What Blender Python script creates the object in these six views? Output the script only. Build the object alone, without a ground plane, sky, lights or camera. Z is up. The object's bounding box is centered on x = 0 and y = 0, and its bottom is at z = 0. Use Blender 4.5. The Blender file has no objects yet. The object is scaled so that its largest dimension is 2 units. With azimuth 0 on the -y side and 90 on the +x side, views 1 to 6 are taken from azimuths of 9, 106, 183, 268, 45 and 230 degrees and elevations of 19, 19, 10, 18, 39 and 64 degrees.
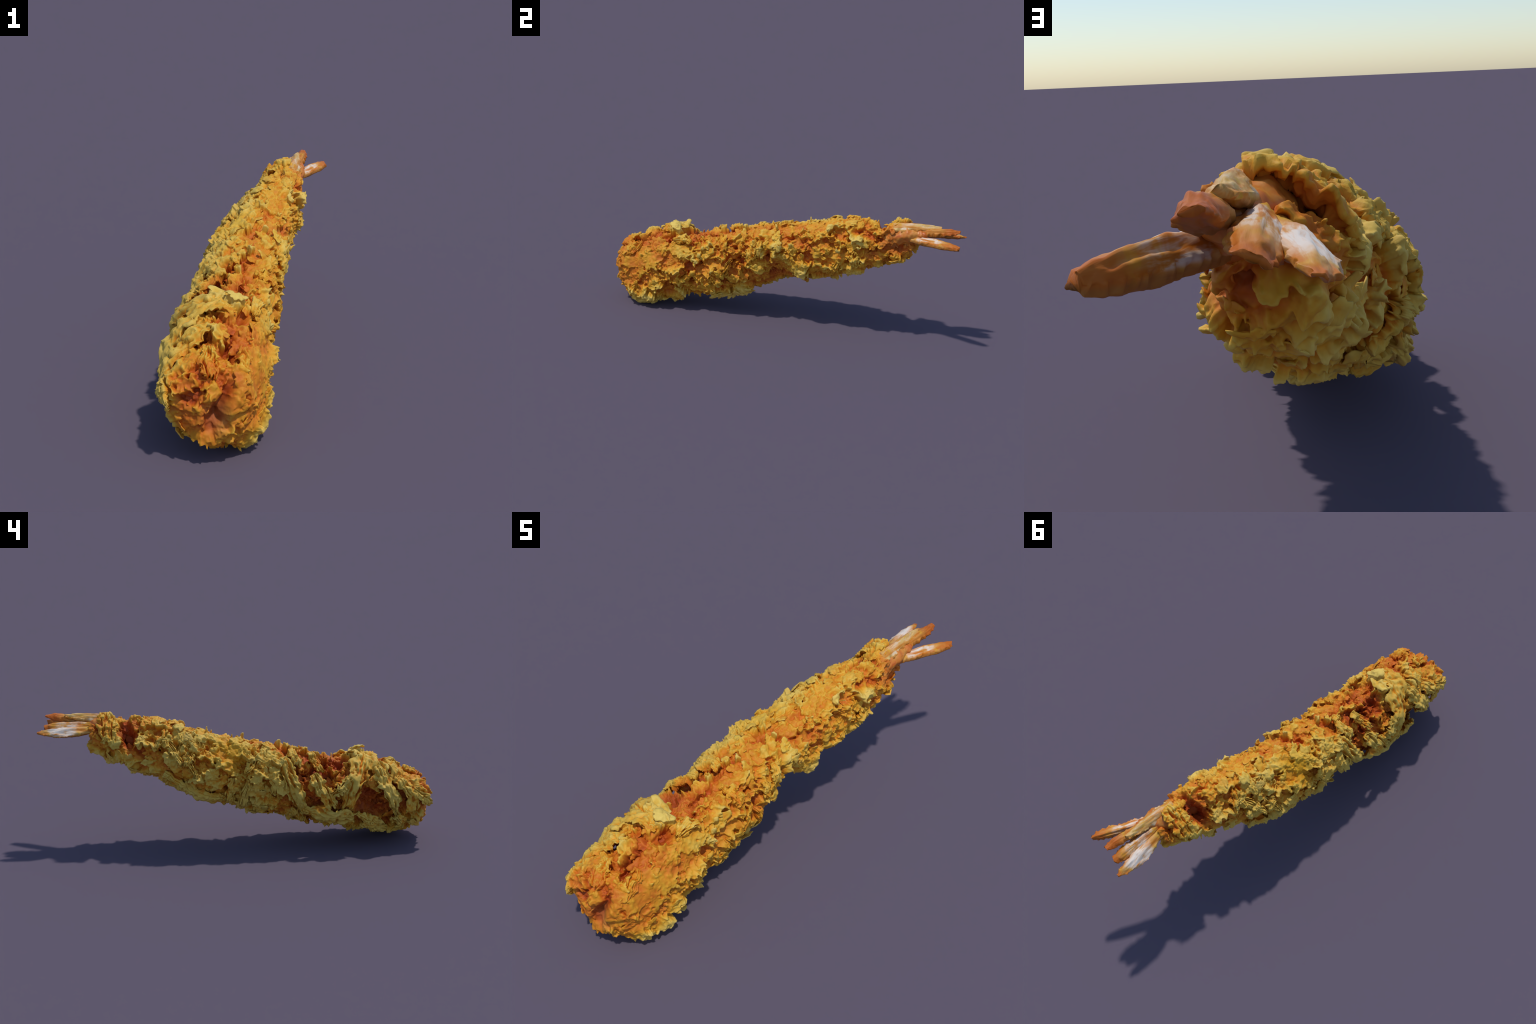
# Deep-fried breaded prawn: a bent tapering batter coat with crumb flakes and rags, and a fanned tail.
import bpy, bmesh, math
import numpy as np
from mathutils import Matrix, Vector

rng = np.random.default_rng(20)
TAU = 2 * math.pi

# ------------------------------------------------------------------ noise in numpy
def _hash(ix, iy, iz, k):
    h = (ix * 374761393 + iy * 668265263 + iz * 2147483647 + k * 974711) & 0xFFFFFFFF
    h = ((h ^ (h >> 13)) * 1274126177) & 0xFFFFFFFF
    h = ((h ^ (h >> 16)) * 2246822519) & 0xFFFFFFFF
    return (h ^ (h >> 15)) & 0xFFFFFFFF

def rnd(ix, iy, iz, k):
    return _hash(ix, iy, iz, k) / 4294967295.0

def perlin(p, seed=0):
    i = np.floor(p).astype(np.int64)
    f = p - i
    u = f * f * f * (f * (f * 6 - 15) + 10)
    out = 0.0
    for dx in (0, 1):
        wx = u[:, 0] if dx else 1 - u[:, 0]
        for dy in (0, 1):
            wy = u[:, 1] if dy else 1 - u[:, 1]
            for dz in (0, 1):
                wz = u[:, 2] if dz else 1 - u[:, 2]
                a = rnd(i[:, 0] + dx, i[:, 1] + dy, i[:, 2] + dz, seed) * TAU
                c = rnd(i[:, 0] + dx, i[:, 1] + dy, i[:, 2] + dz, seed + 77) * 2 - 1
                s = np.sqrt(1 - c * c)
                g = s * np.cos(a) * (f[:, 0] - dx) + s * np.sin(a) * (f[:, 1] - dy) + c * (f[:, 2] - dz)
                out = out + wx * wy * wz * g
    return out * 1.5

def fbm(p, octaves, seed=0):
    v, a = 0.0, 1.0
    for k in range(octaves):
        v = v + a * perlin(p * 2.03 ** k, seed + 13 * k)
        a *= 0.5
    return v

def plates(p, seed, hang=(0.0, 0.0, 0.0)):
    """Worley cells, each a tilted plate: cliffs between neighbours, like shingled crumbs."""
    i0 = np.floor(p).astype(np.int64)
    best = np.full(len(p), 9.0)
    second = np.full(len(p), 9.0)
    val = np.zeros(len(p))
    for dx in (-1, 0, 1):
        for dy in (-1, 0, 1):
            for dz in (-1, 0, 1):
                c = i0 + np.array([dx, dy, dz])
                q = np.stack([rnd(c[:, 0], c[:, 1], c[:, 2], seed + k) for k in range(3)], 1)
                v = p - (c + q)
                d = np.sqrt((v * v).sum(1))
                g = np.stack([rnd(c[:, 0], c[:, 1], c[:, 2], seed + 10 + k) - 0.5 for k in range(3)], 1) + np.array(hang)
                h = rnd(c[:, 0], c[:, 1], c[:, 2], seed + 20) - 0.5 + (v * g).sum(1) * 1.6
                near = d < best
                second = np.where(near, best, np.minimum(second, d))
                val = np.where(near, h, val)
                best = np.where(near, d, best)
    return val, second - best

def smooth(a, b, x):
    t = np.clip((x - a) / (b - a), 0, 1)
    return t * t * (3 - 2 * t)

# ------------------------------------------------------------------ the body's spine and sections
# y along the prawn, spine x, spine z, mean radius, and the cos2/sin2/cos3/sin3 terms of the section
SECTIONS = np.array([
    (-1.000, 0.000, 0.200, 0.012, 0.000, -0.005, 0.000, 0.000),
    (-0.985, -0.005, 0.192, 0.112, -0.008, -0.012, 0.000, 0.002),
    (-0.945, 0.006, 0.204, 0.158, 0.002, -0.010, 0.002, 0.009),
    (-0.850, 0.012, 0.204, 0.172, -0.015, -0.022, -0.012, 0.002),
    (-0.720, 0.004, 0.228, 0.202, -0.015, -0.009, -0.006, -0.003),
    (-0.580, -0.010, 0.247, 0.199, -0.011, -0.010, -0.003, -0.002),
    (-0.440, -0.021, 0.262, 0.188, -0.011, -0.004, -0.014, -0.003),
    (-0.300, -0.014, 0.298, 0.179, -0.014, 0.003, -0.006, 0.004),
    (-0.150, -0.026, 0.338, 0.178, -0.014, 0.000, -0.005, 0.004),
    (0.000, -0.040, 0.388, 0.163, -0.002, 0.018, 0.000, 0.006),
    (0.150, -0.030, 0.408, 0.168, -0.002, 0.012, -0.005, 0.000),
    (0.300, -0.018, 0.447, 0.158, -0.011, 0.008, -0.009, -0.003),
    (0.450, 0.016, 0.494, 0.139, -0.010, 0.009, -0.008, -0.006),
    (0.600, 0.030, 0.531, 0.119, -0.003, 0.009, -0.003, 0.000),
    (0.690, 0.029, 0.555, 0.104, 0.000, -0.002, -0.006, 0.002),
    (0.732, 0.029, 0.561, 0.092, 0.000, -0.004, -0.005, 0.002),
    (0.752, 0.030, 0.566, 0.058, 0.000, -0.004, 0.000, 0.000),
    (0.758, 0.031, 0.568, 0.006, 0.000, 0.000, 0.000, 0.000),
])
SECTIONS[:, 1] += 0.012
YS = SECTIONS[:, 0]
_fine = np.linspace(YS[0], YS[-1], 1400)
_tab = np.stack([np.interp(_fine, YS, SECTIONS[:, k]) for k in range(1, 8)], 1)
_w = np.exp(-np.linspace(-2, 2, 81) ** 2); _w /= _w.sum()
for k in range(7):
    s = np.convolve(np.pad(_tab[:, k], 40, mode="edge"), _w, "valid")
    keep = smooth(YS[0] + 0.02, YS[0] + 0.12, _fine) * smooth(YS[-1] - 0.01, YS[-1] - 0.09, _fine)
    _tab[:, k] = _tab[:, k] * (1 - keep) + s * keep

def section(y):
    return [np.interp(y, _fine, _tab[:, k]) for k in range(7)]

def base_radius(y, th):
    cx, cz, r, c2, s2, c3, s3 = section(y)
    return r + c2 * np.cos(2 * th) + s2 * np.sin(2 * th) + c3 * np.cos(3 * th) + s3 * np.sin(3 * th)

def base_point(y, th):
    y, th = np.asarray(y, float), np.asarray(th, float)
    cx, cz = section(y)[:2]
    r = base_radius(y, th)
    x, z = cx + r * np.cos(th), cz + r * np.sin(th)
    # the blunt head end is cut on a slant: low edge set back
    slant = smooth(-0.74, -0.98, y) * (np.clip(0.16 * x, 0, 1) + np.clip(0.25 * (0.10 - z), 0, 1) + np.clip(0.30 * (z - 0.27), 0, 1))
    return np.stack([x, y + slant, z], -1)

def base_frame(y, th):
    """point, outward normal, along-body tangent, round-body tangent (rising th)"""
    e = 0.01
    p = base_point(y, th)
    ty = base_point(np.asarray(y) + e, th) - base_point(np.asarray(y) - e, th)
    tt = base_point(y, np.asarray(th) + 0.05) - base_point(y, np.asarray(th) - 0.05)
    n = np.cross(ty, tt)
    n /= np.linalg.norm(n, axis=-1, keepdims=True) + 1e-12
    ty /= np.linalg.norm(ty, axis=-1, keepdims=True) + 1e-12
    return p, n, ty, np.cross(n, ty) * -1

D = math.radians
def angdiff(a, b):
    return (a - b + math.pi) % TAU - math.pi

# hollows (-) and swellings (+): y, angle (0 = +x, 90 = top, 180 = -x), half length in y, half width round, height, edge steepness
FORMS = [
    (0.545, 146, 0.034, 0.066, -0.085, 4), (0.556, 100, 0.022, 0.080, -0.034, 4), (0.560, 60, 0.022, 0.040, -0.016, 2),
    (0.670, 150, 0.070, 0.140, -0.016, 4), (0.645, 96, 0.045, 0.050, 0.026, 3),
    (0.680, 12, 0.095, 0.095, -0.026, 4), (0.640, 330, 0.070, 0.060, -0.006, 2),
    (-0.560, 176, 0.300, 0.180, -0.034, 4), (-0.840, 180, 0.120, 0.140, -0.014, 2),
    (-0.840, 304, 0.050, 0.060, 0.024, 2), (-0.780, 290, 0.080, 0.100, 0.004, 2), (0.250, 160, 0.280, 0.060, 0.010, 3), (0.570, 232, 0.130, 0.100, 0.020, 3), (0.180, 112, 0.260, 0.080, 0.012, 3),
    (0.240, 10, 0.200, 0.120, 0.011, 4), (0.110, 320, 0.070, 0.090, 0.006, 3), (0.000, 290, 0.050, 0.100, -0.005, 3), (0.630, 68, 0.040, 0.045, 0.006, 3),
    (-0.100, 186, 0.750, 0.070, -0.009, 4),
    (-0.360, 198, 0.130, 0.070, -0.016, 3), (-0.500, 228, 0.180, 0.060, 0.010, 3), (-0.020, 238, 0.050, 0.060, 0.016, 3), (-0.760, 205, 0.100, 0.080, -0.012, 3), (0.240, 222, 0.160, 0.070, -0.008, 3),
    (-0.500, 108, 0.030, 0.055, -0.060, 4), (-0.640, 68, 0.040, 0.030, -0.034, 4), (-0.500, 66, 0.045, 0.030, -0.034, 4),
    (-0.410, 136, 0.040, 0.035, -0.036, 4), (-0.690, 182, 0.050, 0.050, -0.018, 3), (-0.450, 175, 0.050, 0.020, -0.035, 4),
    (-0.400, 105, 0.045, 0.030, -0.028, 4), (-0.420, 155, 0.030, 0.045, -0.030, 4), (-0.780, 150, 0.030, 0.040, -0.020, 2),
    (-0.880, 175, 0.035, 0.060, -0.030, 4), (-0.920, 90, 0.025, 0.030, -0.028, 4), (-0.860, 70, 0.030, 0.025, -0.020, 4),
    (-0.045, 2, 0.018, 0.045, -0.045, 3), (-0.058, 35, 0.018, 0.050, -0.020, 2), (-0.068, 75, 0.018, 0.060, -0.016, 2),
    (-0.230, 38, 0.025, 0.030, -0.028, 4), (-0.310, 95, 0.040, 0.030, -0.022, 4), (0.040, 214, 0.025, 0.045, -0.050, 4),
    (0.410, 328, 0.030, 0.030, -0.036, 4), (0.430, 48, 0.030, 0.025, -0.036, 4), (0.380, 150, 0.040, 0.020, -0.025, 4),
    (0.250, 160, 0.050, 0.018, -0.020, 4), (0.480, 215, 0.025, 0.030, -0.030, 4),
    (-0.870, 30, 0.110, 0.130, 0.012, 4), (-0.655, 98, 0.045, 0.060, -0.002, 2), (-0.545, 88, 0.038, 0.080, -0.026, 4), (-0.600, 42, 0.080, 0.060, 0.010, 4),
    (-0.700, 250, 0.120, 0.120, 0.000, 2), (0.000, 195, 0.080, 0.080, 0.012, 2),
    (-0.740, 72, 0.100, 0.030, -0.024, 3), (-0.470, 82, 0.110, 0.040, -0.024, 3),
]
# calm patches where the batter is smooth: y, angle, half length, half width, strength
CALM = [(-0.820, 18, 0.130, 0.160, 0.85), (-0.600, 38, 0.090, 0.070, 0.7), (0.250, 70, 0.090, 0.060, 0.6), (-0.300, 60, 0.070, 0.060, 0.5),
        (0.030, 130, 0.050, 0.050, 0.7), (0.665, 20, 0.080, 0.090, 0.75), (-0.130, 25, 0.040, 0.050, 0.5)]

def bump_sum(y, th, items, power=None):
    r = base_radius(y, th)
    out = np.zeros_like(y)
    for it in items:
        q = ((y - it[0]) / it[2]) ** 2 + (angdiff(th, D(it[1])) * np.maximum(r, 0.04) / it[3]) ** 2
        out += it[4] * np.exp(-q ** ((power or it[5]) / 2))
    return out

HANG = (0.0, 0.26, -0.46)      # plates lift toward the underside and the tail, like shingles

def relief(p, y, th):
    calm = np.clip(bump_sum(y, th, CALM, 3), 0, 1)
    head_top = smooth(-0.35, -0.5, y) * np.exp(-(angdiff(th, D(85)) / 0.55) ** 2)
    rag_side = smooth(0.05, -0.1, y) * np.exp(-(angdiff(th, D(165)) / 0.8) ** 2)
    end_face = smooth(-0.90, -0.97, p[:, 1] - 0.25 * p[:, 0])
    busy = smooth(-0.10, 0.45, perlin(p * 6.5, 17) + 0.4 * perlin(p * 15, 18))
    live = (1 - calm) * (1 - 0.45 * end_face)
    warp = np.stack([fbm(p * 30, 3, s) for s in (1, 2, 3)], 1)
    fine_warp = np.stack([perlin(p * 75, s) for s in (4, 5, 6)], 1)
    big, edge = plates(p * np.array([13, 10.5, 13]) + warp * 0.34 + fine_warp * 0.05, 40, HANG)
    mid, edge_m = plates(p * 25 + warp * 0.40 + fine_warp * 0.09, 140, HANG)
    small, _ = plates(p * 52 + warp * 0.5, 90, HANG)
    d = -0.0205 + 0.010 * fbm(p * 6.0, 2, 5) + 0.004 * fbm(p * 15, 2, 9)
    d += live * (0.034 * big + (0.004 + 0.010 * busy) * mid + 0.0022 * busy * small) * (1 + 0.3 * head_top + 0.15 * rag_side)
    d -= live * 0.010 * smooth(0.10, 0.0, edge)
    pit = perlin(p * 13 + warp * 0.35, 31) + 0.35 * perlin(p * 29, 33)
    d -= live * (0.3 + 0.7 * busy) * (0.022 + 0.014 * head_top + 0.014 * rag_side) * smooth(0.22, 0.50, pit)
    # torn folds: long ridges running round the body on the ragged flank and along the head's top
    arc = th * base_radius(y, th)
    f1 = 1 - np.abs(perlin(np.stack([y * 20 + warp[:, 0] * 0.5, arc * 6, 0 * y + 3.3], 1), 55)) * 2.6
    f2 = 1 - np.abs(perlin(np.stack([y * 8 + warp[:, 1] * 0.5, arc * 22, 0 * y + 8.1], 1), 57)) * 2.6
    d += live * 0.012 * (0.5 * rag_side * f1 + 0.8 * head_top * f2)
    d += (0.3 + 0.7 * live) * 0.0022 * (1 - np.abs(perlin(p * 34 + warp * 0.3, 51)) * 2.2)
    d += 0.0015 * fbm(p * 55, 2, 61)
    q = p * 11
    d += bump_sum(y + 0.020 * perlin(q, 65) + 0.008 * warp[:, 1], th + 0.16 * perlin(q, 66) + 0.06 * warp[:, 2], FORMS)
    # shallow scoop with a slit on the blunt head end
    v = p - np.array([0.060, -0.965, 0.180])
    end = np.exp(-((v[:, 0] / 0.045) ** 2 + (v[:, 2] / 0.075) ** 2 + (v[:, 1] / 0.06) ** 2) ** 2)
    slit = np.exp(-(((v[:, 0] - 0.012 - 0.5 * (v[:, 2] + 0.01)) / 0.006) ** 2 + ((v[:, 2] + 0.01) / 0.014) ** 2 + (v[:, 1] / 0.06) ** 2))
    bend = p[:, 0] - 0.060 - 0.30 * (p[:, 2] - 0.20) - 0.015 * perlin(p * 18, 83)
    crease = np.exp(-((bend / 0.020) ** 2 + ((p[:, 2] - 0.215) / 0.085) ** 4 + ((p[:, 1] + 0.970) / 0.07) ** 4))
    lip = np.exp(-(((bend - 0.042) / 0.022) ** 2 + ((p[:, 2] - 0.235) / 0.06) ** 4 + ((p[:, 1] + 0.970) / 0.07) ** 4))
    d += 0.006 * end - 0.025 * slit - 0.044 * crease + 0.012 * lip
    return d

def new_mesh(name, verts, faces, shade=True):
    me = bpy.data.meshes.new(name)
    me.from_pydata([tuple(v) for v in verts], [], [tuple(int(i) for i in f) for f in faces])
    if shade:
        me.polygons.foreach_set("use_smooth", np.ones(len(me.polygons), bool))
    me.update()
    return me

def grid_faces(rows, cols, wrap):
    r = np.arange(rows - 1)[:, None]
    c = np.arange(cols if wrap else cols - 1)[None, :]
    c2 = (c + 1) % cols
    return np.stack([r * cols + c, r * cols + c2, (r + 1) * cols + c2, (r + 1) * cols + c], -1).reshape(-1, 4)

# ------------------------------------------------------------------ coat: displaced tube
NT = 360
t_y = np.concatenate([YS[0] + 0.06 * np.linspace(0, 1, 40, endpoint=False) ** 2,
                      np.linspace(YS[0] + 0.06, 0.703, 560, endpoint=False),
                      0.758 - 0.055 * (1 - np.linspace(0, 1, 40)) ** 2])
t_th = np.linspace(0, TAU, NT, endpoint=False)
YY, TT = [a.ravel() for a in np.meshgrid(t_y, t_th, indexing="ij")]
P0, N0, TY0, TT0 = base_frame(YY, TT)
DISP = relief(P0, YY, TT)
P1 = P0 + N0 * DISP[:, None]
side = np.stack([perlin(P0 * 34, s) for s in (71, 72)], 1)
lean = 0.010 * smooth(-0.02, 0.01, DISP)[:, None]
P1 += lean * (TY0 * (side[:, :1] + 0.25) + TT0 * side[:, 1:])
P1[:, 2] = np.maximum(P1[:, 2], 0.002)
DGRID = DISP.reshape(len(t_y), NT)

def skin_height(y, th):
    i = int(np.clip(np.searchsorted(t_y, y), 0, len(t_y) - 1))
    return DGRID[i, int(round((th % TAU) / TAU * NT)) % NT]

tube_faces = grid_faces(len(t_y), NT, True)
caps = [list(range(NT)), list(range((len(t_y) - 1) * NT, len(t_y) * NT))[::-1]]

# ------------------------------------------------------------------ crumb flakes
def flake(size, aspect, thick, curl, spikes, rings, spokes, r):
    """Closed jagged plate, edges thin, gently curled and lumpy; its local x edge is the lifted one."""
    ph = np.linspace(0, TAU, spokes, endpoint=False)
    rim = 1 + 0.16 * np.sin(2 * ph + r.uniform(0, TAU)) + 0.12 * np.sin(3 * ph + r.uniform(0, TAU)) + 0.10 * np.sin(5 * ph + r.uniform(0, TAU))
    for _ in range(spikes):
        a, w, h = r.uniform(-1.7, 1.7), r.uniform(0.12, 0.3), r.uniform(-0.32, 0.28)
        rim += h * np.maximum(0, 1 - np.abs(angdiff(ph, a)) / w)
    rim += r.uniform(-0.05, 0.05, spokes)
    rad = np.linspace(0, 1, rings + 1)[1:]
    u = np.concatenate([[0], (rad[:, None] * rim * np.cos(ph)).ravel()])
    v = np.concatenate([[0], (rad[:, None] * rim * np.sin(ph)).ravel()]) * aspect
    k = np.concatenate([[0], np.repeat(rad, spokes)])
    off = r.uniform(0, 50, 3)
    q = np.stack([u, v, 0 * u], 1)
    w = curl * (u * u * 0.5 + u * 0.15) - 0.22 * v * v + 0.16 * fbm(q * 1.7 + off, 2, 3)
    half = thick / size * (0.25 + 0.75 * (1 - k ** 2.5))
    top = np.stack([u, v, w + half * (1 + 0.7 * perlin(q * 3 + off, 8))], 1)
    bot = np.stack([u, v, w - half], 1)
    n = len(u)
    f = []
    for b, flip in ((0, 0), (n, 1)):
        for j in range(spokes):
            j2 = (j + 1) % spokes
            tri = [b, b + 1 + j, b + 1 + j2]
            f.append(tri[::-1] if flip else tri)
            for g in range(rings - 1):
                a0, a1 = b + 1 + g * spokes + j, b + 1 + g * spokes + j2
                quad = [a0, a0 + spokes, a1 + spokes, a1]
                f.append(quad[::-1] if flip else quad)
    o = 1 + (rings - 1) * spokes
    for j in range(spokes):
        j2 = (j + 1) % spokes
        f.append([o + j, n + o + j, n + o + j2, o + j2])
    return np.concatenate([top, bot]) * size, f

def flake_matrix(y, th, tilt, spin, sink):
    p, n, ty, tt = base_frame(np.array([y]), np.array([th]))
    n, ty, tt = n[0], ty[0], tt[0]
    x = math.cos(spin) * ty + math.sin(spin) * tt
    z = math.cos(tilt) * n - math.sin(tilt) * x
    x = math.cos(tilt) * x + math.sin(tilt) * n
    yv = np.cross(z, x)
    pos = p[0] + n * (skin_height(y, th) + sink)
    m = Matrix.Identity(4)
    for i in range(3):
        m[i][0], m[i][1], m[i][2], m[i][3] = x[i], yv[i], z[i], pos[i]
    return m

def down_spin(th, r):
    """lifted edge hangs toward the underside, with a lean to the tail"""
    toward = math.copysign(1, math.sin(th - math.pi / 2)) if abs(math.cos(th)) > 0.15 else r.choice([-1, 1])
    return toward * math.pi / 2 * 0.75 + r.normal(0, 0.75)

def scatter(count, gap, r, bare):
    """random spots on the coat, no closer than the gap"""
    got = []
    tries = 0
    while len(got) < count and tries < count * 40:
        tries += 1
        y = r.uniform(-0.965, 0.72)
        th = r.uniform(0, TAU)
        if r.random() > base_radius(np.array(y), np.array(th)) / 0.21:
            continue
        calm = float(np.clip(bump_sum(np.array([y]), np.array([th]), CALM, 3)[0], 0, 1))
        if r.random() < calm * bare:
            continue
        p = base_point(y, th)
        if p[2] < 0.045:
            continue
        if got and (((np.array([g[2] for g in got]) - p) ** 2).sum(1) < gap * gap).any():
            continue
        got.append((y, th, p, calm))
    return got

verts, faces = [P1], [tube_faces.tolist(), caps]
count = len(P1)
crng = np.random.default_rng(7)
for y, th, p, calm in scatter(380, 0.026, crng, 1.0):
    size = 0.010 + 0.016 * crng.random() ** 1.6
    v, f = flake(size, crng.uniform(0.5, 1.0), crng.uniform(0.0036, 0.0060), crng.uniform(-0.3, 0.6), 3, 2, 14, crng)
    m = np.array(flake_matrix(y, th, D(crng.uniform(2, 26)), down_spin(th, crng), crng.uniform(-0.004, 0.004)))
    v = v @ m[:3, :3].T + m[:3, 3]
    verts.append(v)
    faces.append([[i + count for i in q] for q in f])
    count += len(v)
coat_me = new_mesh("breading", np.concatenate(verts), [q for fs in faces for q in fs])

# ------------------------------------------------------------------ objects
def link(ob, parent=None):
    bpy.context.scene.collection.objects.link(ob)
    if parent is not None:
        ob.parent = parent
    return ob

thing = link(bpy.data.objects.new("fried_prawn", None))
thing["label"] = "long golden breaded deep-fried prawn with orange fanned tail"
thing["category"] = "fried food"

coat = link(bpy.data.objects.new("breading", coat_me), thing)
mod = coat.modifiers.new("fuse", "REMESH")
mod.mode, mod.voxel_size, mod.use_smooth_shade = "VOXEL", 0.0028, True
sm = coat.modifiers.new("soften", "SMOOTH")
sm.factor, sm.iterations = 0.3, 1
dg = bpy.context.evaluated_depsgraph_get()
fused = bpy.data.meshes.new_from_object(coat.evaluated_get(dg))
coat.modifiers.clear()
coat.data = fused
fused.name = "breading"
# ------------------------------------------------------------------ materials
def nodes_of(mat):
    mat.use_nodes = True
    nt = mat.node_tree
    nt.nodes.clear()
    return nt

class G:
    """small helper to wire nodes"""
    def __init__(self, nt):
        self.nt = nt
    def n(self, kind, **props):
        nd = self.nt.nodes.new("ShaderNode" + kind)
        for k, v in props.items():
            setattr(nd, k, v)
        return nd
    def put(self, sock, v):
        if isinstance(v, bpy.types.NodeSocket):
            self.nt.links.new(v, sock)
        else:
            sock.default_value = v
    def math(self, op, a, b=0.0, c=None, clamp=False):
        nd = self.n("Math", operation=op, use_clamp=clamp)
        self.put(nd.inputs[0], a)
        self.put(nd.inputs[1], b)
        if c is not None:
            self.put(nd.inputs[2], c)
        return nd.outputs[0]
    def remap(self, x, a, b, c=0.0, d=1.0, soft=True):
        nd = self.n("MapRange", interpolation_type="SMOOTHSTEP" if soft else "LINEAR", clamp=True)
        for s, v in zip(nd.inputs[:5], (x, a, b, c, d)):
            self.put(s, v)
        return nd.outputs[0]
    def noise(self, vec, scale, detail=3.0, rough=0.55, dist=0.0):
        nd = self.n("TexNoise")
        self.put(nd.inputs["Vector"], vec)
        nd.inputs["Scale"].default_value = scale
        nd.inputs["Detail"].default_value = detail
        nd.inputs["Roughness"].default_value = rough
        nd.inputs["Distortion"].default_value = dist
        return nd.outputs["Fac"]
    def mix(self, fac, a, b, blend="MIX"):
        nd = self.n("Mix", data_type="RGBA", blend_type=blend)
        self.put(nd.inputs[0], fac)
        self.put(nd.inputs[6], a if isinstance(a, bpy.types.NodeSocket) else (*a, 1))
        self.put(nd.inputs[7], b if isinstance(b, bpy.types.NodeSocket) else (*b, 1))
        return nd.outputs[2]
    def ramp(self, fac, stops, ease="LINEAR"):
        nd = self.n("ValToRGB")
        cr = nd.color_ramp
        cr.interpolation = ease
        while len(cr.elements) < len(stops):
            cr.elements.new(0.5)
        for e, (pos, col) in zip(cr.elements, stops):
            e.position, e.color = pos, (*col, 1)
        self.put(nd.inputs[0], fac)
        return nd.outputs[0]
    def curve(self, x, ys):
        """value table over 0..1, returned with its own scale"""
        lo, hi = min(ys), max(ys)
        hi = hi if hi > lo else lo + 1e-6
        nd = self.n("FloatCurve")
        c = nd.mapping.curves[0]
        xs = (YS - YS[0]) / (YS[-1] - YS[0])
        pts = [(float(a), (float(b) - lo) / (hi - lo)) for a, b in zip(xs, ys)]
        while len(c.points) < len(pts):
            c.points.new(0.5, 0.5)
        for q, xy in zip(c.points, pts):
            q.location = xy
            q.handle_type = "VECTOR"
        nd.mapping.update()
        self.put(nd.inputs["Value"], x)
        return self.math("MULTIPLY_ADD", nd.outputs[0], hi - lo, lo)
    def spot(self, vec, centre, size, soft=0.5):
        sub = self.n("VectorMath", operation="SUBTRACT")
        self.put(sub.inputs[0], vec)
        sub.inputs[1].default_value = centre
        div = self.n("VectorMath", operation="DIVIDE")
        self.put(div.inputs[0], sub.outputs[0])
        div.inputs[1].default_value = size
        ln = self.n("VectorMath", operation="LENGTH")
        self.put(ln.inputs[0], div.outputs[0])
        return self.remap(ln.outputs["Value"], 1.0 + soft, 1.0 - soft)

def spot_on(y, a, lift=0.0):
    p, n, _, _ = base_frame(np.array([y]), np.array([D(a)]))
    return tuple(float(v) for v in (p[0] + n[0] * lift))

DEEP, RUST, ORANGE = (0.38, 0.062, 0.008), (0.54, 0.115, 0.010), (0.63, 0.185, 0.014)
AMBER, GOLD, STRAW, CREAM = (0.66, 0.260, 0.016), (0.71, 0.350, 0.026), (0.72, 0.435, 0.060), (0.75, 0.510, 0.110)

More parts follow.
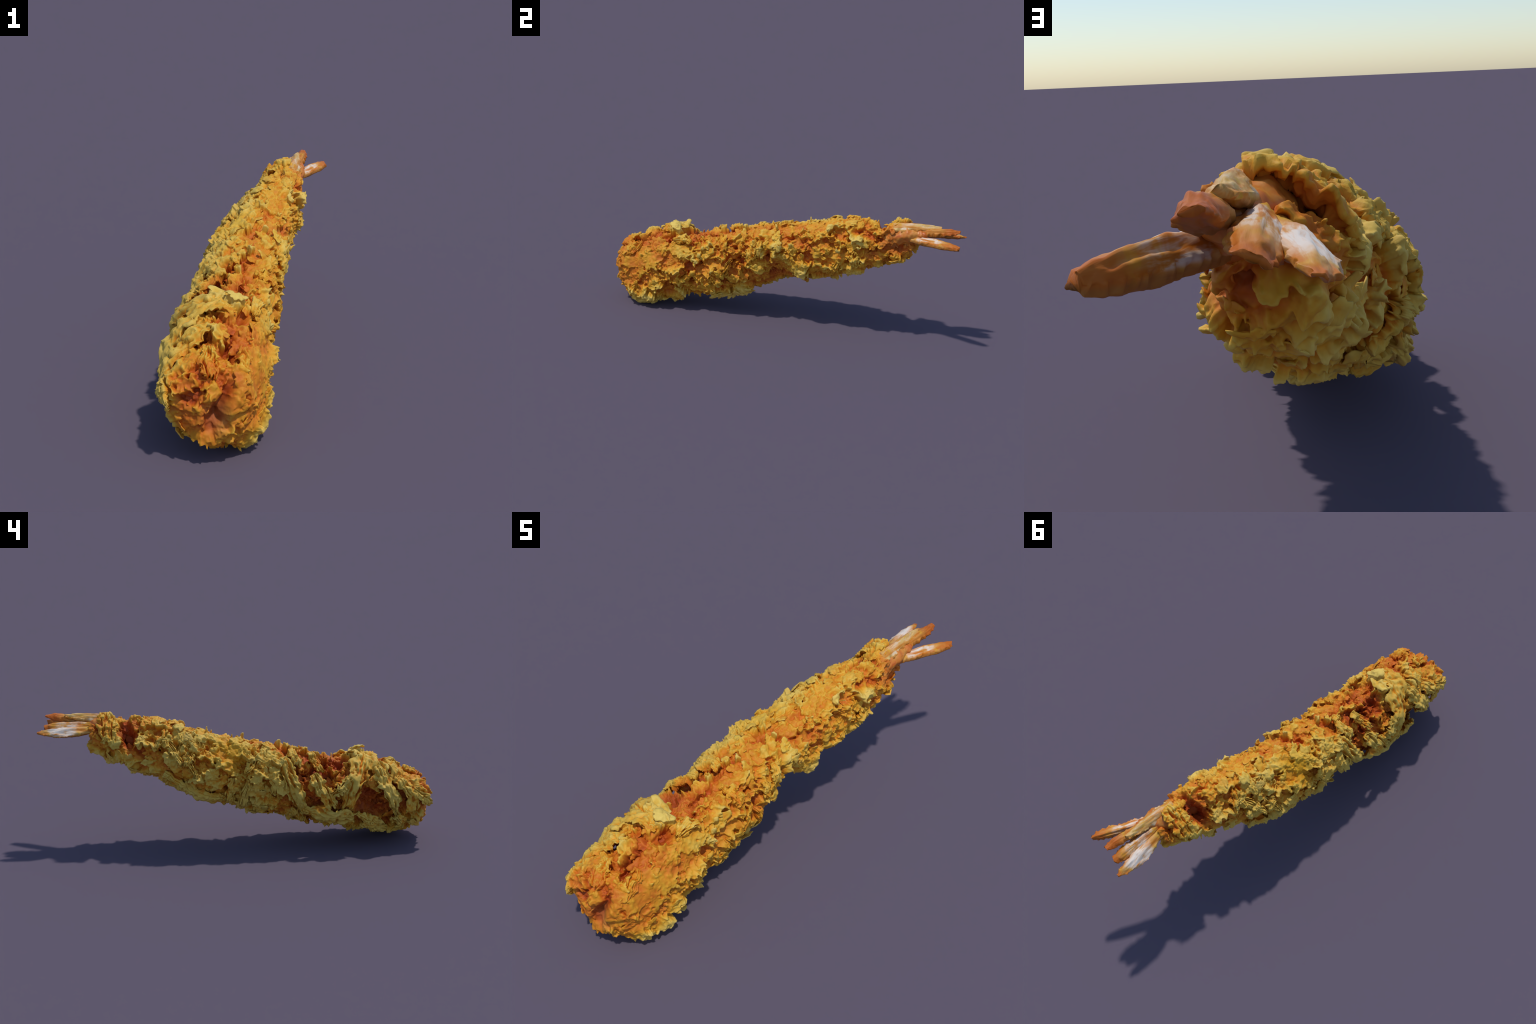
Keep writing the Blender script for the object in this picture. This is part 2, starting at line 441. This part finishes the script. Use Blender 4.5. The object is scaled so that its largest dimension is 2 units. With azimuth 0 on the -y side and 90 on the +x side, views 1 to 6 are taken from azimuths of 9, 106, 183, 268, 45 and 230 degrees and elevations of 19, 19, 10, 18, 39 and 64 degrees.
def breading_material(name, bias, varied):
    mat = bpy.data.materials.new(name)
    g = G(nodes_of(mat))
    geo = g.n("NewGeometry")
    pos = geo.outputs["Position"]
    sep = g.n("SeparateXYZ")
    g.put(sep.inputs[0], pos)
    x, y, z = sep.outputs
    yn = g.remap(y, YS[0], YS[-1], soft=False)
    dx = g.math("SUBTRACT", x, g.curve(yn, SECTIONS[:, 1]))
    dz = g.math("SUBTRACT", z, g.curve(yn, SECTIONS[:, 2]))
    th = g.math("ARCTAN2", dz, dx)
    rho = g.math("SQRT", g.math("ADD", g.math("MULTIPLY", dx, dx), g.math("MULTIPLY", dz, dz)))
    r = g.curve(yn, SECTIONS[:, 3])
    for col, order, fn in ((4, 2, "COSINE"), (5, 2, "SINE"), (6, 3, "COSINE"), (7, 3, "SINE")):
        wave = g.math(fn, g.math("MULTIPLY", th, float(order)))
        r = g.math("MULTIPLY_ADD", wave, g.curve(yn, SECTIONS[:, col]), r)
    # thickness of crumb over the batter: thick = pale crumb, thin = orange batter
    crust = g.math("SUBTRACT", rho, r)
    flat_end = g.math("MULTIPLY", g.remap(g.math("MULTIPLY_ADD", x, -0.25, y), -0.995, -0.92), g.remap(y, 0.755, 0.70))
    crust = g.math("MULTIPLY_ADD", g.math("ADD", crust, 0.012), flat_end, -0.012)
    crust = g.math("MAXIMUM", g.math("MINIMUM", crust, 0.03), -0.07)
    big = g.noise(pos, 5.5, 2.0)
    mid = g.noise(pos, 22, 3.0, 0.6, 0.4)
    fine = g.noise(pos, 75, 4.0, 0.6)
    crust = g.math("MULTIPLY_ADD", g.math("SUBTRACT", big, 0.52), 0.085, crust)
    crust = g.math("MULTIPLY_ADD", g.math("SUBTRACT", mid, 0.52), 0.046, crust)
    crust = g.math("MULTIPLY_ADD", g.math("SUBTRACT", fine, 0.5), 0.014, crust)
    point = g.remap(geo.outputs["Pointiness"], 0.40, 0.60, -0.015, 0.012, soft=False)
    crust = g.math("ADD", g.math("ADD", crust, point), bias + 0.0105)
    # the shaded flank away from the pan is paler; the smooth head dome and the pan side are deeper amber
    pale = g.math("MULTIPLY", g.remap(x, 0.04, -0.13), g.remap(y, 1.1, 0.2, 0.8, 1.0))
    crust = g.math("MULTIPLY_ADD", g.math("MULTIPLY", pale, g.remap(y, 0.50, 0.42)), 0.006, crust)
    dome = g.spot(pos, spot_on(-0.90, 25), (0.13, 0.15, 0.15), 0.6)
    crust = g.math("MULTIPLY_ADD", dome, -0.012, crust)
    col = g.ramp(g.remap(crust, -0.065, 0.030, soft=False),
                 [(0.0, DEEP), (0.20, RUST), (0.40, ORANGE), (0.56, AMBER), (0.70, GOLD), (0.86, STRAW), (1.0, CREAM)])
    straw = g.mix(g.noise(pos, 40, 3.0), (0.62, 0.385, 0.048), (0.68, 0.480, 0.110))
    col = g.mix(g.math("MULTIPLY", g.math("MULTIPLY", pale, 0.65), g.remap(crust, -0.010, 0.012)), col, straw)
    # egg-yellow smear on the flank
    smear = g.spot(pos, spot_on(0.03, 128), (0.09, 0.10, 0.09), 0.7)
    col = g.mix(g.math("MULTIPLY", smear, 0.6), col, (0.68, 0.36, 0.012))
    # bare prawn shell before the tail fan, and bare flesh showing at the blunt head end
    shell = g.spot(pos, spot_on(0.665, 22), (0.085, 0.105, 0.09), 0.25)
    tint = g.ramp(g.noise(pos, 26, 4.0, 0.6, 0.6), [(0.30, (0.56, 0.10, 0.010)), (0.52, (0.62, 0.20, 0.022)), (0.72, (0.66, 0.33, 0.09))])
    col = g.mix(g.math("MULTIPLY", shell, 0.85), col, tint)
    flesh = g.spot(pos, (0.060, -0.975, 0.180), (0.040, 0.07, 0.060), 0.7)
    col = g.mix(g.math("MULTIPLY", flesh, 0.45), col, g.mix(mid, (0.42, 0.16, 0.035), (0.54, 0.26, 0.09)))
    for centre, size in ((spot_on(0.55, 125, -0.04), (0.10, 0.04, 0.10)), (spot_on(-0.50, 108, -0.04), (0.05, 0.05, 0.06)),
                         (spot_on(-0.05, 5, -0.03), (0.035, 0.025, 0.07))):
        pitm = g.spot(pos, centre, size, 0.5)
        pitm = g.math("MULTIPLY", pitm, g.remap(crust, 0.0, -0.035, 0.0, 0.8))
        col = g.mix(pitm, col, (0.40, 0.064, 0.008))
    hsv = g.n("HueSaturation")
    hsv.inputs["Saturation"].default_value = 1.0
    g.put(hsv.inputs["Value"], g.remap(g.noise(pos, 34, 3.0), 0.25, 0.75, 0.90, 1.08, soft=False))
    if varied:
        info = g.n("ObjectInfo")
        g.put(hsv.inputs["Hue"], g.remap(info.outputs["Random"], 0, 1, 0.493, 0.505, soft=False))
    g.put(hsv.inputs["Color"], col)
    bsdf = g.n("BsdfPrincipled")
    g.put(bsdf.inputs["Base Color"], hsv.outputs[0])
    bsdf.inputs["Roughness"].default_value = 0.62
    bsdf.inputs["Specular IOR Level"].default_value = 0.25
    bump = g.n("Bump")
    bump.inputs["Strength"].default_value = 0.25
    bump.inputs["Distance"].default_value = 0.004
    g.put(bump.inputs["Height"], g.noise(pos, 110, 4.0, 0.6))
    g.put(bsdf.inputs["Normal"], bump.outputs[0])
    out = g.n("OutputMaterial")
    g.put(out.inputs[0], bsdf.outputs[0])
    return mat

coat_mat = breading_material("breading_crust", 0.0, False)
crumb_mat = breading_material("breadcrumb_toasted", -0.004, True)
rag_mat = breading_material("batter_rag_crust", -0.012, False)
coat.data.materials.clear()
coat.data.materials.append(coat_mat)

# ------------------------------------------------------------------ rags of batter lying over the coat
def rag(path, width, lift, seed, rows=70, cols=34, thick=0.012, jag=0.45, settle=True):
    """Strip that follows the coat along (y, angle) spots, with torn edges and a free far end."""
    r = np.random.default_rng(seed)
    path = np.array(path, float)
    t = np.linspace(0, 1, rows)
    k = np.linspace(0, 1, len(path))
    cy = np.interp(t, k, path[:, 0]); ca = np.radians(np.interp(t, k, path[:, 1]))
    c = base_point(cy, ca)
    _, n, _, _ = base_frame(cy, ca)
    tan = np.gradient(c, axis=0); tan /= np.linalg.norm(tan, axis=1, keepdims=True)
    across = np.cross(n, tan)
    s = np.linspace(-1, 1, cols)
    wl = np.interp(t, np.linspace(0, 1, len(width)), width)
    off = r.uniform(0, 40, 3)
    edge_l = 1 + jag * fbm(np.stack([t * 7, 0 * t, 0 * t], 1) + off, 3, 4)
    edge_r = 1 + jag * fbm(np.stack([t * 7, 0 * t + 9, 0 * t], 1) + off, 3, 4)
    end = 1 + 0.0 * s
    tear = 0.10 * fbm(np.stack([s * 2.6, 0 * s, 0 * s], 1) + off, 3, 6)
    T = np.clip(t[:, None] * (1 + tear[None, :] * t[:, None] ** 2), 0, 1.2)
    side_w = 1 + (np.where(s < 0, edge_l[:, None], edge_r[:, None]) - 1) * np.abs(s)[None, :] ** 3
    pts = c[:, None, :] + across[:, None, :] * (s[None, :] * side_w * wl[:, None] / 2)[..., None]
    pts = pts + tan[:, None, :] * ((T - t[:, None]) * np.linalg.norm(np.diff(c, axis=0), axis=1).sum())[..., None]
    # press the strip onto the coat: angle and y from the point
    yv = np.clip(pts[..., 1], -0.985, 0.745).ravel()
    sec = section(yv)
    av = np.arctan2(pts[..., 2].ravel() - sec[1], pts[..., 0].ravel() - sec[0])
    q, nn, ty, tt = base_frame(yv, av)
    S, Tt = np.meshgrid(s, t)
    dome = 1 - 0.45 * np.abs(S) ** 2.2
    if settle:
        dome = np.where(S > 0, 1 - 1.15 * np.maximum(S, 0) ** 1.6, dome)
    h = np.interp(Tt.ravel(), np.linspace(0, 1, len(lift)), lift) * dome.ravel() * (0.55 + 0.45 * np.sin(np.clip(Tt.ravel() * 1.15, 0, 1) * math.pi) ** 0.5)
    h = h + 0.012 * fbm(q * 18 + off, 3, 3) + 0.007 * np.abs(perlin(q * 40 + off, 3)) + 0.006 * perlin(np.stack([Tt.ravel() * 3, S.ravel() * 4, 0 * h], 1) + off, 4)
    pitm = smooth(0.30, 0.5, perlin(q * 45 + off, 9))
    h = h - 0.010 * pitm
    pw = np.stack([fbm(q * 30, 2, s) for s in (1, 2, 3)], 1)
    h = h + 0.008 * plates(q * 26 + pw * 0.4, 60)[0]
    # torn gaps sink back into the coat
    gap = smooth(0.18, 0.42, perlin(np.stack([Tt.ravel() * 2.5, S.ravel() * 3.2, 0 * h], 1) + off * 1.7, 15))
    h = h - 0.022 * gap
    q = q + ty * (0.006 * perlin(q * 30 + off, 21))[:, None] + tt * (0.006 * perlin(q * 30 + off, 22))[:, None]
    rim = (np.abs(S) ** 6).ravel()
    top = q + nn * h[:, None]
    bot = q + nn * (h - thick * (1.0 - 0.65 * rim) - 0.006 * dome.ravel())[:, None]
    top[:, 2] = np.maximum(top[:, 2], 0.0015)
    bot[:, 2] = np.maximum(bot[:, 2], 0.0035)
    N = rows * cols
    f = grid_faces(rows, cols, False)
    border = [(0, j) for j in range(cols)] + [(i, cols - 1) for i in range(1, rows)] + \
             [(rows - 1, j) for j in range(cols - 2, -1, -1)] + [(i, 0) for i in range(rows - 2, 0, -1)]
    b = [i * cols + j for i, j in border]
    wall = [[b[i], b[i - 1], b[i - 1] + N, b[i] + N] for i in range(len(b))]
    me = new_mesh("batter_rag", np.concatenate([top, bot]), f.tolist() + f[:, ::-1].__add__(N).tolist() + wall)
    bm = bmesh.new(); bm.from_mesh(me); bmesh.ops.recalc_face_normals(bm, faces=bm.faces)
    bmesh.ops.subdivide_edges(bm, edges=bm.edges, cuts=1, use_grid_fill=True, smooth=0.4) if False else None
    bm.to_mesh(me); bm.free()
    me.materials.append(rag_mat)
    return link(bpy.data.objects.new("batter_rag", me), coat)

rag([(-0.660, 78), (-0.645, 105), (-0.60, 142), (-0.545, 186)], [0.06, 0.11, 0.13, 0.10, 0.06], [0.002, 0.010, 0.016, 0.014, 0.005], 1, jag=0.8)
rag([(-0.700, 112), (-0.740, 140), (-0.785, 168), (-0.800, 192)], [0.06, 0.09, 0.07, 0.03], [0.014, 0.018, 0.012], 2, jag=0.8)
rag([(-0.775, 100), (-0.835, 128), (-0.885, 156), (-0.890, 180)], [0.06, 0.09, 0.08, 0.04], [0.008, 0.012, 0.008], 3, jag=0.8)
rag([(-0.60, 196), (-0.66, 204), (-0.73, 214)], [0.03, 0.05, 0.05], [0.012, 0.018], 17, settle=False, jag=0.8)
rag([(-0.80, 200), (-0.84, 222), (-0.85, 240)], [0.05, 0.06, 0.03], [0.010, 0.014], 18, jag=0.8)
rag([(-0.56, 140), (-0.52, 158), (-0.47, 168)], [0.03, 0.05, 0.03], [0.012, 0.022], 19, settle=False, jag=0.8)
rag([(-0.235, 122), (-0.26, 152), (-0.30, 182), (-0.325, 210)], [0.06, 0.085, 0.09, 0.05], [0.012, 0.020, 0.018, 0.006], 4)
rag([(-0.32, 208), (-0.42, 205), (-0.50, 203), (-0.58, 204)], [0.05, 0.08, 0.095, 0.06], [0.008, 0.020, 0.032], 5, settle=False)
rag([(-0.29, 88), (-0.285, 112), (-0.30, 132)], [0.05, 0.065, 0.04], [0.016, 0.020], 6)
rag([(-0.06, 175), (-0.035, 205), (-0.02, 232), (-0.01, 250)], [0.03, 0.035, 0.045, 0.03], [0.010, 0.030], 7, settle=False)
rag([(-0.63, 214), (-0.70, 224), (-0.76, 234)], [0.05, 0.07, 0.04], [0.018, 0.014], 8)
rag([(0.36, 200), (0.25, 218), (0.14, 224), (0.08, 220)], [0.03, 0.05, 0.06, 0.03], [0.022, 0.026], 9)
rag([(-0.38, 140), (-0.42, 162), (-0.47, 186)], [0.05, 0.075, 0.06], [0.016, 0.016], 10)
rag([(-0.37, 100), (-0.40, 118), (-0.42, 132)], [0.04, 0.05, 0.03], [0.016, 0.022], 12)
rag([(0.655, 78), (0.650, 108), (0.645, 140), (0.64, 170)], [0.06, 0.09, 0.10, 0.06], [0.018, 0.018, 0.008, 0.004], 11)
rag([(-0.83, 60), (-0.90, 48), (-0.955, 34)], [0.04, 0.06, 0.04], [0.005, 0.006], 13)
rag([(-0.505, 50), (-0.55, 57), (-0.61, 55)], [0.03, 0.05, 0.03], [0.012, 0.014], 14)

rag([(-0.90, 96), (-0.955, 92), (-0.985, 78)], [0.04, 0.06, 0.04], [0.008, 0.010], 15)
rag([(-0.90, 150), (-0.955, 160), (-0.985, 170)], [0.05, 0.06, 0.03], [0.006, 0.008], 16)
rrng = np.random.default_rng(5)
for k in range(18):
    y0, a0 = rrng.uniform(-0.28, 0.50), rrng.uniform(112, 240)
    slope, run = rrng.uniform(-0.9, 0.9), rrng.uniform(0.07, 0.15)
    deg = math.degrees(run * math.cos(slope) / float(base_radius(np.array(y0), np.array(D(a0)))))
    w = rrng.uniform(0.03, 0.06)
    rag([(y0, a0 - deg / 2), (y0 + run * math.sin(slope) * 0.5, a0), (y0 + run * math.sin(slope), a0 + deg / 2)],
        [w * 0.5, w, w * 0.8, w * 0.4], [-0.002, 0.008, rrng.uniform(0.008, 0.018)], 40 + k, rows=40, cols=22, jag=0.7)
for k in range(10):
    y0, a0 = rrng.uniform(-0.60, 0.50), rrng.uniform(-70, 70)
    w, run = rrng.uniform(0.03, 0.05), rrng.uniform(-0.05, 0.08)
    rag([(y0, a0 + 16), (y0 + run / 2, a0), (y0 + run, a0 - 18)], [w * 0.5, w, w], [-0.004, 0.006, rrng.uniform(0.006, 0.014)], 70 + k, rows=40, cols=22, jag=0.7)

# ------------------------------------------------------------------ larger breadcrumb flakes
frng = np.random.default_rng(11)
shapes = []
for k in range(40):
    size = (0.019, 0.024, 0.030, 0.038)[k % 4] * frng.uniform(0.9, 1.1)
    v, f = flake(size, frng.uniform(0.55, 1.0), frng.uniform(0.0034, 0.0052), frng.uniform(-0.35, 0.30), 7, 6, 36, frng)
    me = new_mesh("breadcrumb_flake", v, f)
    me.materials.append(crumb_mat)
    shapes.append(me)
first = bpy.data.objects.new("breadcrumb_flake", shapes[0])
for y, th, p, calm in scatter(285, 0.052, frng, 0.92):
    ob = first.copy()
    ob.data = shapes[int(frng.integers(len(shapes)))]
    link(ob, coat)
    ob.matrix_world = flake_matrix(y, th, D(frng.uniform(2, 17)), down_spin(th, frng), frng.uniform(-0.005, 0.000)) @ \
        Matrix.Scale(float(frng.uniform(0.85, 1.15)), 4)
bpy.data.objects.remove(first)

# ------------------------------------------------------------------ tail fan
def tail_material(name, tip, body, streak, whiteness, blotch, reach, start):
    """Blades: orange tips and edges, white to pink streaks down the length (local y), brown-orange underside hollow."""
    mat = bpy.data.materials.new(name)
    g = G(nodes_of(mat))
    tc = g.n("TexCoord")
    ob = tc.outputs["Object"]
    sep = g.n("SeparateXYZ"); g.put(sep.inputs[0], ob)
    x, y, z = sep.outputs
    mp = g.n("Mapping"); g.put(mp.inputs[0], ob); mp.inputs["Scale"].default_value = (60, 7, 60)
    fibre = g.noise(mp.outputs[0], 1.0, 4.0, 0.6, 0.5)
    cloud = g.noise(ob, 16, 3.0, 0.55, 0.4)
    along = g.math("MULTIPLY_ADD", g.math("SUBTRACT", cloud, 0.5), 0.14, y)
    white = g.math("MULTIPLY", g.remap(along, start, start + 0.04), g.remap(along, reach, reach - 0.05))
    white = g.math("MULTIPLY", white, g.remap(g.math("ADD", cloud, g.math("MULTIPLY", fibre, 0.7)), blotch, blotch + 0.20))
    white = g.math("MULTIPLY", white, g.remap(z, -0.004, 0.006))
    white = g.math("MULTIPLY", white, whiteness)
    col = g.mix(g.remap(fibre, 0.35, 0.65), body, streak)
    yellow = g.math("MULTIPLY", g.remap(g.noise(ob, 30, 2.0), 0.55, 0.66), 0.6)
    col = g.mix(yellow, col, (0.64, 0.36, 0.025))
    col = g.mix(white, col, (0.74, 0.50, 0.33))
    col = g.mix(g.math("MULTIPLY", white, g.remap(fibre, 0.44, 0.58)), col, (0.78, 0.69, 0.60))
    col = g.mix(g.remap(along, reach - 0.02, reach + 0.05), col, g.mix(fibre, tip, (0.58, 0.18, 0.022)))
    under = g.remap(z, 0.000, -0.008)
    col = g.mix(g.math("MULTIPLY", under, 0.8), col, g.mix(cloud, (0.30, 0.075, 0.014), (0.48, 0.21, 0.04)))
    bsdf = g.n("BsdfPrincipled")
    g.put(bsdf.inputs["Base Color"], col)
    bsdf.inputs["Roughness"].default_value = 0.5
    bsdf.inputs["Specular IOR Level"].default_value = 0.2
    bump = g.n("Bump"); bump.inputs["Strength"].default_value = 0.3; bump.inputs["Distance"].default_value = 0.004
    g.put(bump.inputs["Height"], fibre)
    g.put(bsdf.inputs["Normal"], bump.outputs[0])
    g.put(g.n("OutputMaterial").inputs[0], bsdf.outputs[0])
    return mat

def blade(name, a, b, up, left, right, crown, keel, mat, parent, seed, hollow=0.6, roof=0.7):
    """Tail blade from a to b. Half widths to either side and heights above and below are given along its length,
    so an end can be cut blunt or slanted; roofed above, hollow underneath."""
    a, b, up = Vector(a), Vector(b), Vector(up)
    L = (b - a).length
    yv = (b - a).normalized()
    xv = yv.cross(up).normalized()
    zv = xv.cross(yv)
    rows, cols = 80, 56
    t = 1 - (1 - np.linspace(0, 1, rows)) ** 1.5
    def along(vals):
        v = np.interp(t, np.linspace(0, 1, len(vals)), vals)
        v[3:-3] = np.convolve(v, np.ones(7) / 7, "valid")
        return v
    wl, wr, hu, hd = along(left), along(right), along(crown), along(keel)
    ph = np.linspace(0, TAU, cols, endpoint=False)
    c, s = np.cos(ph), np.sin(ph)
    ac = np.abs(c) ** 0.9
    tent = (1 - roof) * np.abs(s) + roof * (1 - np.sqrt(ac ** 2 + 0.02) + 0.07)
    up_p = np.where(s >= 0, tent, 0)
    dn_p = np.where(s < 0, -np.abs(s) ** 0.5 * (1 - hollow * (1 - ac ** 2)), 0)
    X = np.where(c < 0, wl[:, None], wr[:, None]) * np.sign(c) * ac
    Z = hu[:, None] * up_p + hd[:, None] * dn_p
    Y = np.repeat((t * L)[:, None], cols, 1)
    off = np.random.default_rng(seed).uniform(0, 30, 3)
    p = np.stack([X, Y, Z], -1).reshape(-1, 3)
    taper = np.repeat(np.minimum(1, (wl + wr) / 0.03), cols)
    side = np.tile(np.abs(c), rows) ** 6
    p[:, 2] += taper * (0.0040 * fbm(p * np.array([60, 16, 60]) + off, 3, 3) + 0.0030 * perlin(p * np.array([110, 9, 110]) + off, 4))
    p[:, 0] += taper * (np.tile(np.sign(c), rows) * side * 0.010 * fbm(p * np.array([20, 50, 20]) + off, 3, 5) + 0.003 * perlin(p * np.array([30, 14, 30]) + off, 6))
    p[:, 1] += np.repeat(smooth(0.75, 1.0, t), cols) * 0.009 * perlin(p * 55 + off, 7)
    f = grid_faces(rows, cols, True).tolist() + [list(range(cols))[::-1], list(range((rows - 1) * cols, rows * cols))]
    me = new_mesh(name, p, f)
    bm = bmesh.new(); bm.from_mesh(me); bmesh.ops.recalc_face_normals(bm, faces=bm.faces); bm.to_mesh(me); bm.free()
    me.materials.append(mat)
    ob = link(bpy.data.objects.new(name, me), parent)
    m = Matrix.Identity(4)
    for i in range(3):
        m[i][0], m[i][1], m[i][2], m[i][3] = xv[i], yv[i], zv[i], a[i]
    ob.matrix_world = m
    return ob

shell_mat = bpy.data.materials.new("prawn_shell")
g = G(nodes_of(shell_mat))
gp = g.n("NewGeometry").outputs["Position"]
c1 = g.ramp(g.noise(gp, 24, 4.0, 0.6, 0.6), [(0.28, (0.54, 0.10, 0.012)), (0.50, (0.62, 0.19, 0.022)), (0.66, (0.66, 0.29, 0.05)), (0.80, (0.70, 0.45, 0.24))])
bs = g.n("BsdfPrincipled"); g.put(bs.inputs["Base Color"], c1)
bs.inputs["Roughness"].default_value = 0.45
g.put(g.n("OutputMaterial").inputs[0], bs.outputs[0])

# last shell segment: a tapering orange knuckle from inside the breading to the root of the fan
rows, cols = 50, 48
sp = np.array([(0.055, 0.600, 0.570), (0.058, 0.660, 0.590), (0.070, 0.720, 0.603), (0.078, 0.770, 0.608), (0.086, 0.805, 0.612)])
sw = np.array([0.050, 0.060, 0.050, 0.040, 0.012]); sh = np.array([0.050, 0.056, 0.044, 0.032, 0.010])
t = np.linspace(0, 1, rows); k = np.linspace(0, 1, len(sp))
ctr = np.stack([np.interp(t, k, sp[:, i]) for i in range(3)], 1)
w_, h_ = np.interp(t, k, sw), np.interp(t, k, sh)
ph = np.linspace(0, TAU, cols, endpoint=False)
p = np.stack([ctr[:, :1] + w_[:, None] * np.cos(ph), np.repeat(ctr[:, 1:2], cols, 1), ctr[:, 2:] + h_[:, None] * np.sin(ph)], -1).reshape(-1, 3)
nrm = p - np.repeat(ctr, cols, 0)
nrm /= np.linalg.norm(nrm, axis=1, keepdims=True)
p += nrm * (0.010 * fbm(p * 18, 3, 3) + 0.003 * fbm(p * 60, 2, 4))[:, None]
tail = link(bpy.data.objects.new("tail", new_mesh("tail", p, grid_faces(rows, cols, True).tolist() + [list(range(cols))[::-1], list(range((rows - 1) * cols, rows * cols))])), thing)
bm = bmesh.new(); bm.from_mesh(tail.data); bmesh.ops.recalc_face_normals(bm, faces=bm.faces); bm.to_mesh(tail.data); bm.free()
tail.data.materials.append(shell_mat)

pink = tail_material("tail_blade_pink", (0.46, 0.095, 0.010), (0.58, 0.170, 0.014), (0.66, 0.33, 0.08), 0.80, 0.74, 0.20, 0.04)
white = tail_material("tail_blade_white", (0.46, 0.110, 0.012), (0.60, 0.200, 0.020), (0.68, 0.40, 0.12), 1.0, 0.62, 0.245, 0.085)
redd = tail_material("tail_blade_orange", (0.42, 0.060, 0.006), (0.55, 0.160, 0.010), (0.60, 0.25, 0.05), 0.4, 0.92, 0.16, 0.03)
tan_ = tail_material("tail_spike_tan", (0.60, 0.25, 0.04), (0.58, 0.22, 0.03), (0.68, 0.44, 0.15), 0.35, 0.82, 0.24, 0.03)
blade("tail_fin", (0.086, 0.715, 0.578), (0.190, 0.978, 0.588), (-0.25, 0, 1), [0.022, 0.024, 0.023, 0.022, 0.021, 0.019, 0.009],
      [0.024, 0.026, 0.026, 0.027, 0.028, 0.026, 0.014], [0.026, 0.028, 0.029, 0.030, 0.029, 0.025, 0.014], [0.022, 0.024, 0.024, 0.025, 0.026, 0.022, 0.012], pink, tail, 1, 0.4, 0.8)
blade("tail_fin", (0.080, 0.715, 0.608), (0.090, 0.966, 0.646), (0.15, 0, 1), [0.022, 0.021, 0.020, 0.021, 0.022, 0.022, 0.016],
      [0.020, 0.019, 0.018, 0.019, 0.021, 0.018, 0.007], [0.018, 0.020, 0.022, 0.025, 0.026, 0.023, 0.007], [0.018, 0.018, 0.019, 0.021, 0.022, 0.016, 0.003], redd, tail, 2, 0.2, 0.4)
blade("tail_fin", (0.046, 0.715, 0.604), (0.034, 0.968, 0.604), (-0.35, 0, 1), [0.022, 0.028, 0.032, 0.033, 0.032, 0.029, 0.022],
      [0.020, 0.024, 0.026, 0.027, 0.027, 0.026, 0.016], [0.020, 0.024, 0.027, 0.029, 0.027, 0.019, 0.007], [0.012, 0.012, 0.013, 0.013, 0.013, 0.011, 0.006], pink, tail, 3, 0.5)
blade("tail_fin", (0.026, 0.715, 0.594), (-0.031, 0.998, 0.591), (-0.45, 0, 1), [0.022, 0.032, 0.042, 0.044, 0.040, 0.026, 0.003],
      [0.022, 0.026, 0.028, 0.027, 0.024, 0.022, 0.008], [0.018, 0.019, 0.020, 0.020, 0.019, 0.014, 0.004], [0.012, 0.014, 0.016, 0.017, 0.016, 0.011, 0.003], white, tail, 4, 0.5)
blade("tail_spike", (0.072, 0.620, 0.618), (0.070, 0.868, 0.650), (0.0, 0, 1), [0.032, 0.032, 0.030, 0.027, 0.023, 0.019, 0.012],
      [0.032, 0.032, 0.030, 0.027, 0.022, 0.018, 0.011], [0.036, 0.038, 0.036, 0.033, 0.028, 0.023, 0.012], [0.024, 0.024, 0.022, 0.020, 0.017, 0.013, 0.006], tan_, tail, 5, 0.2, 0.8)
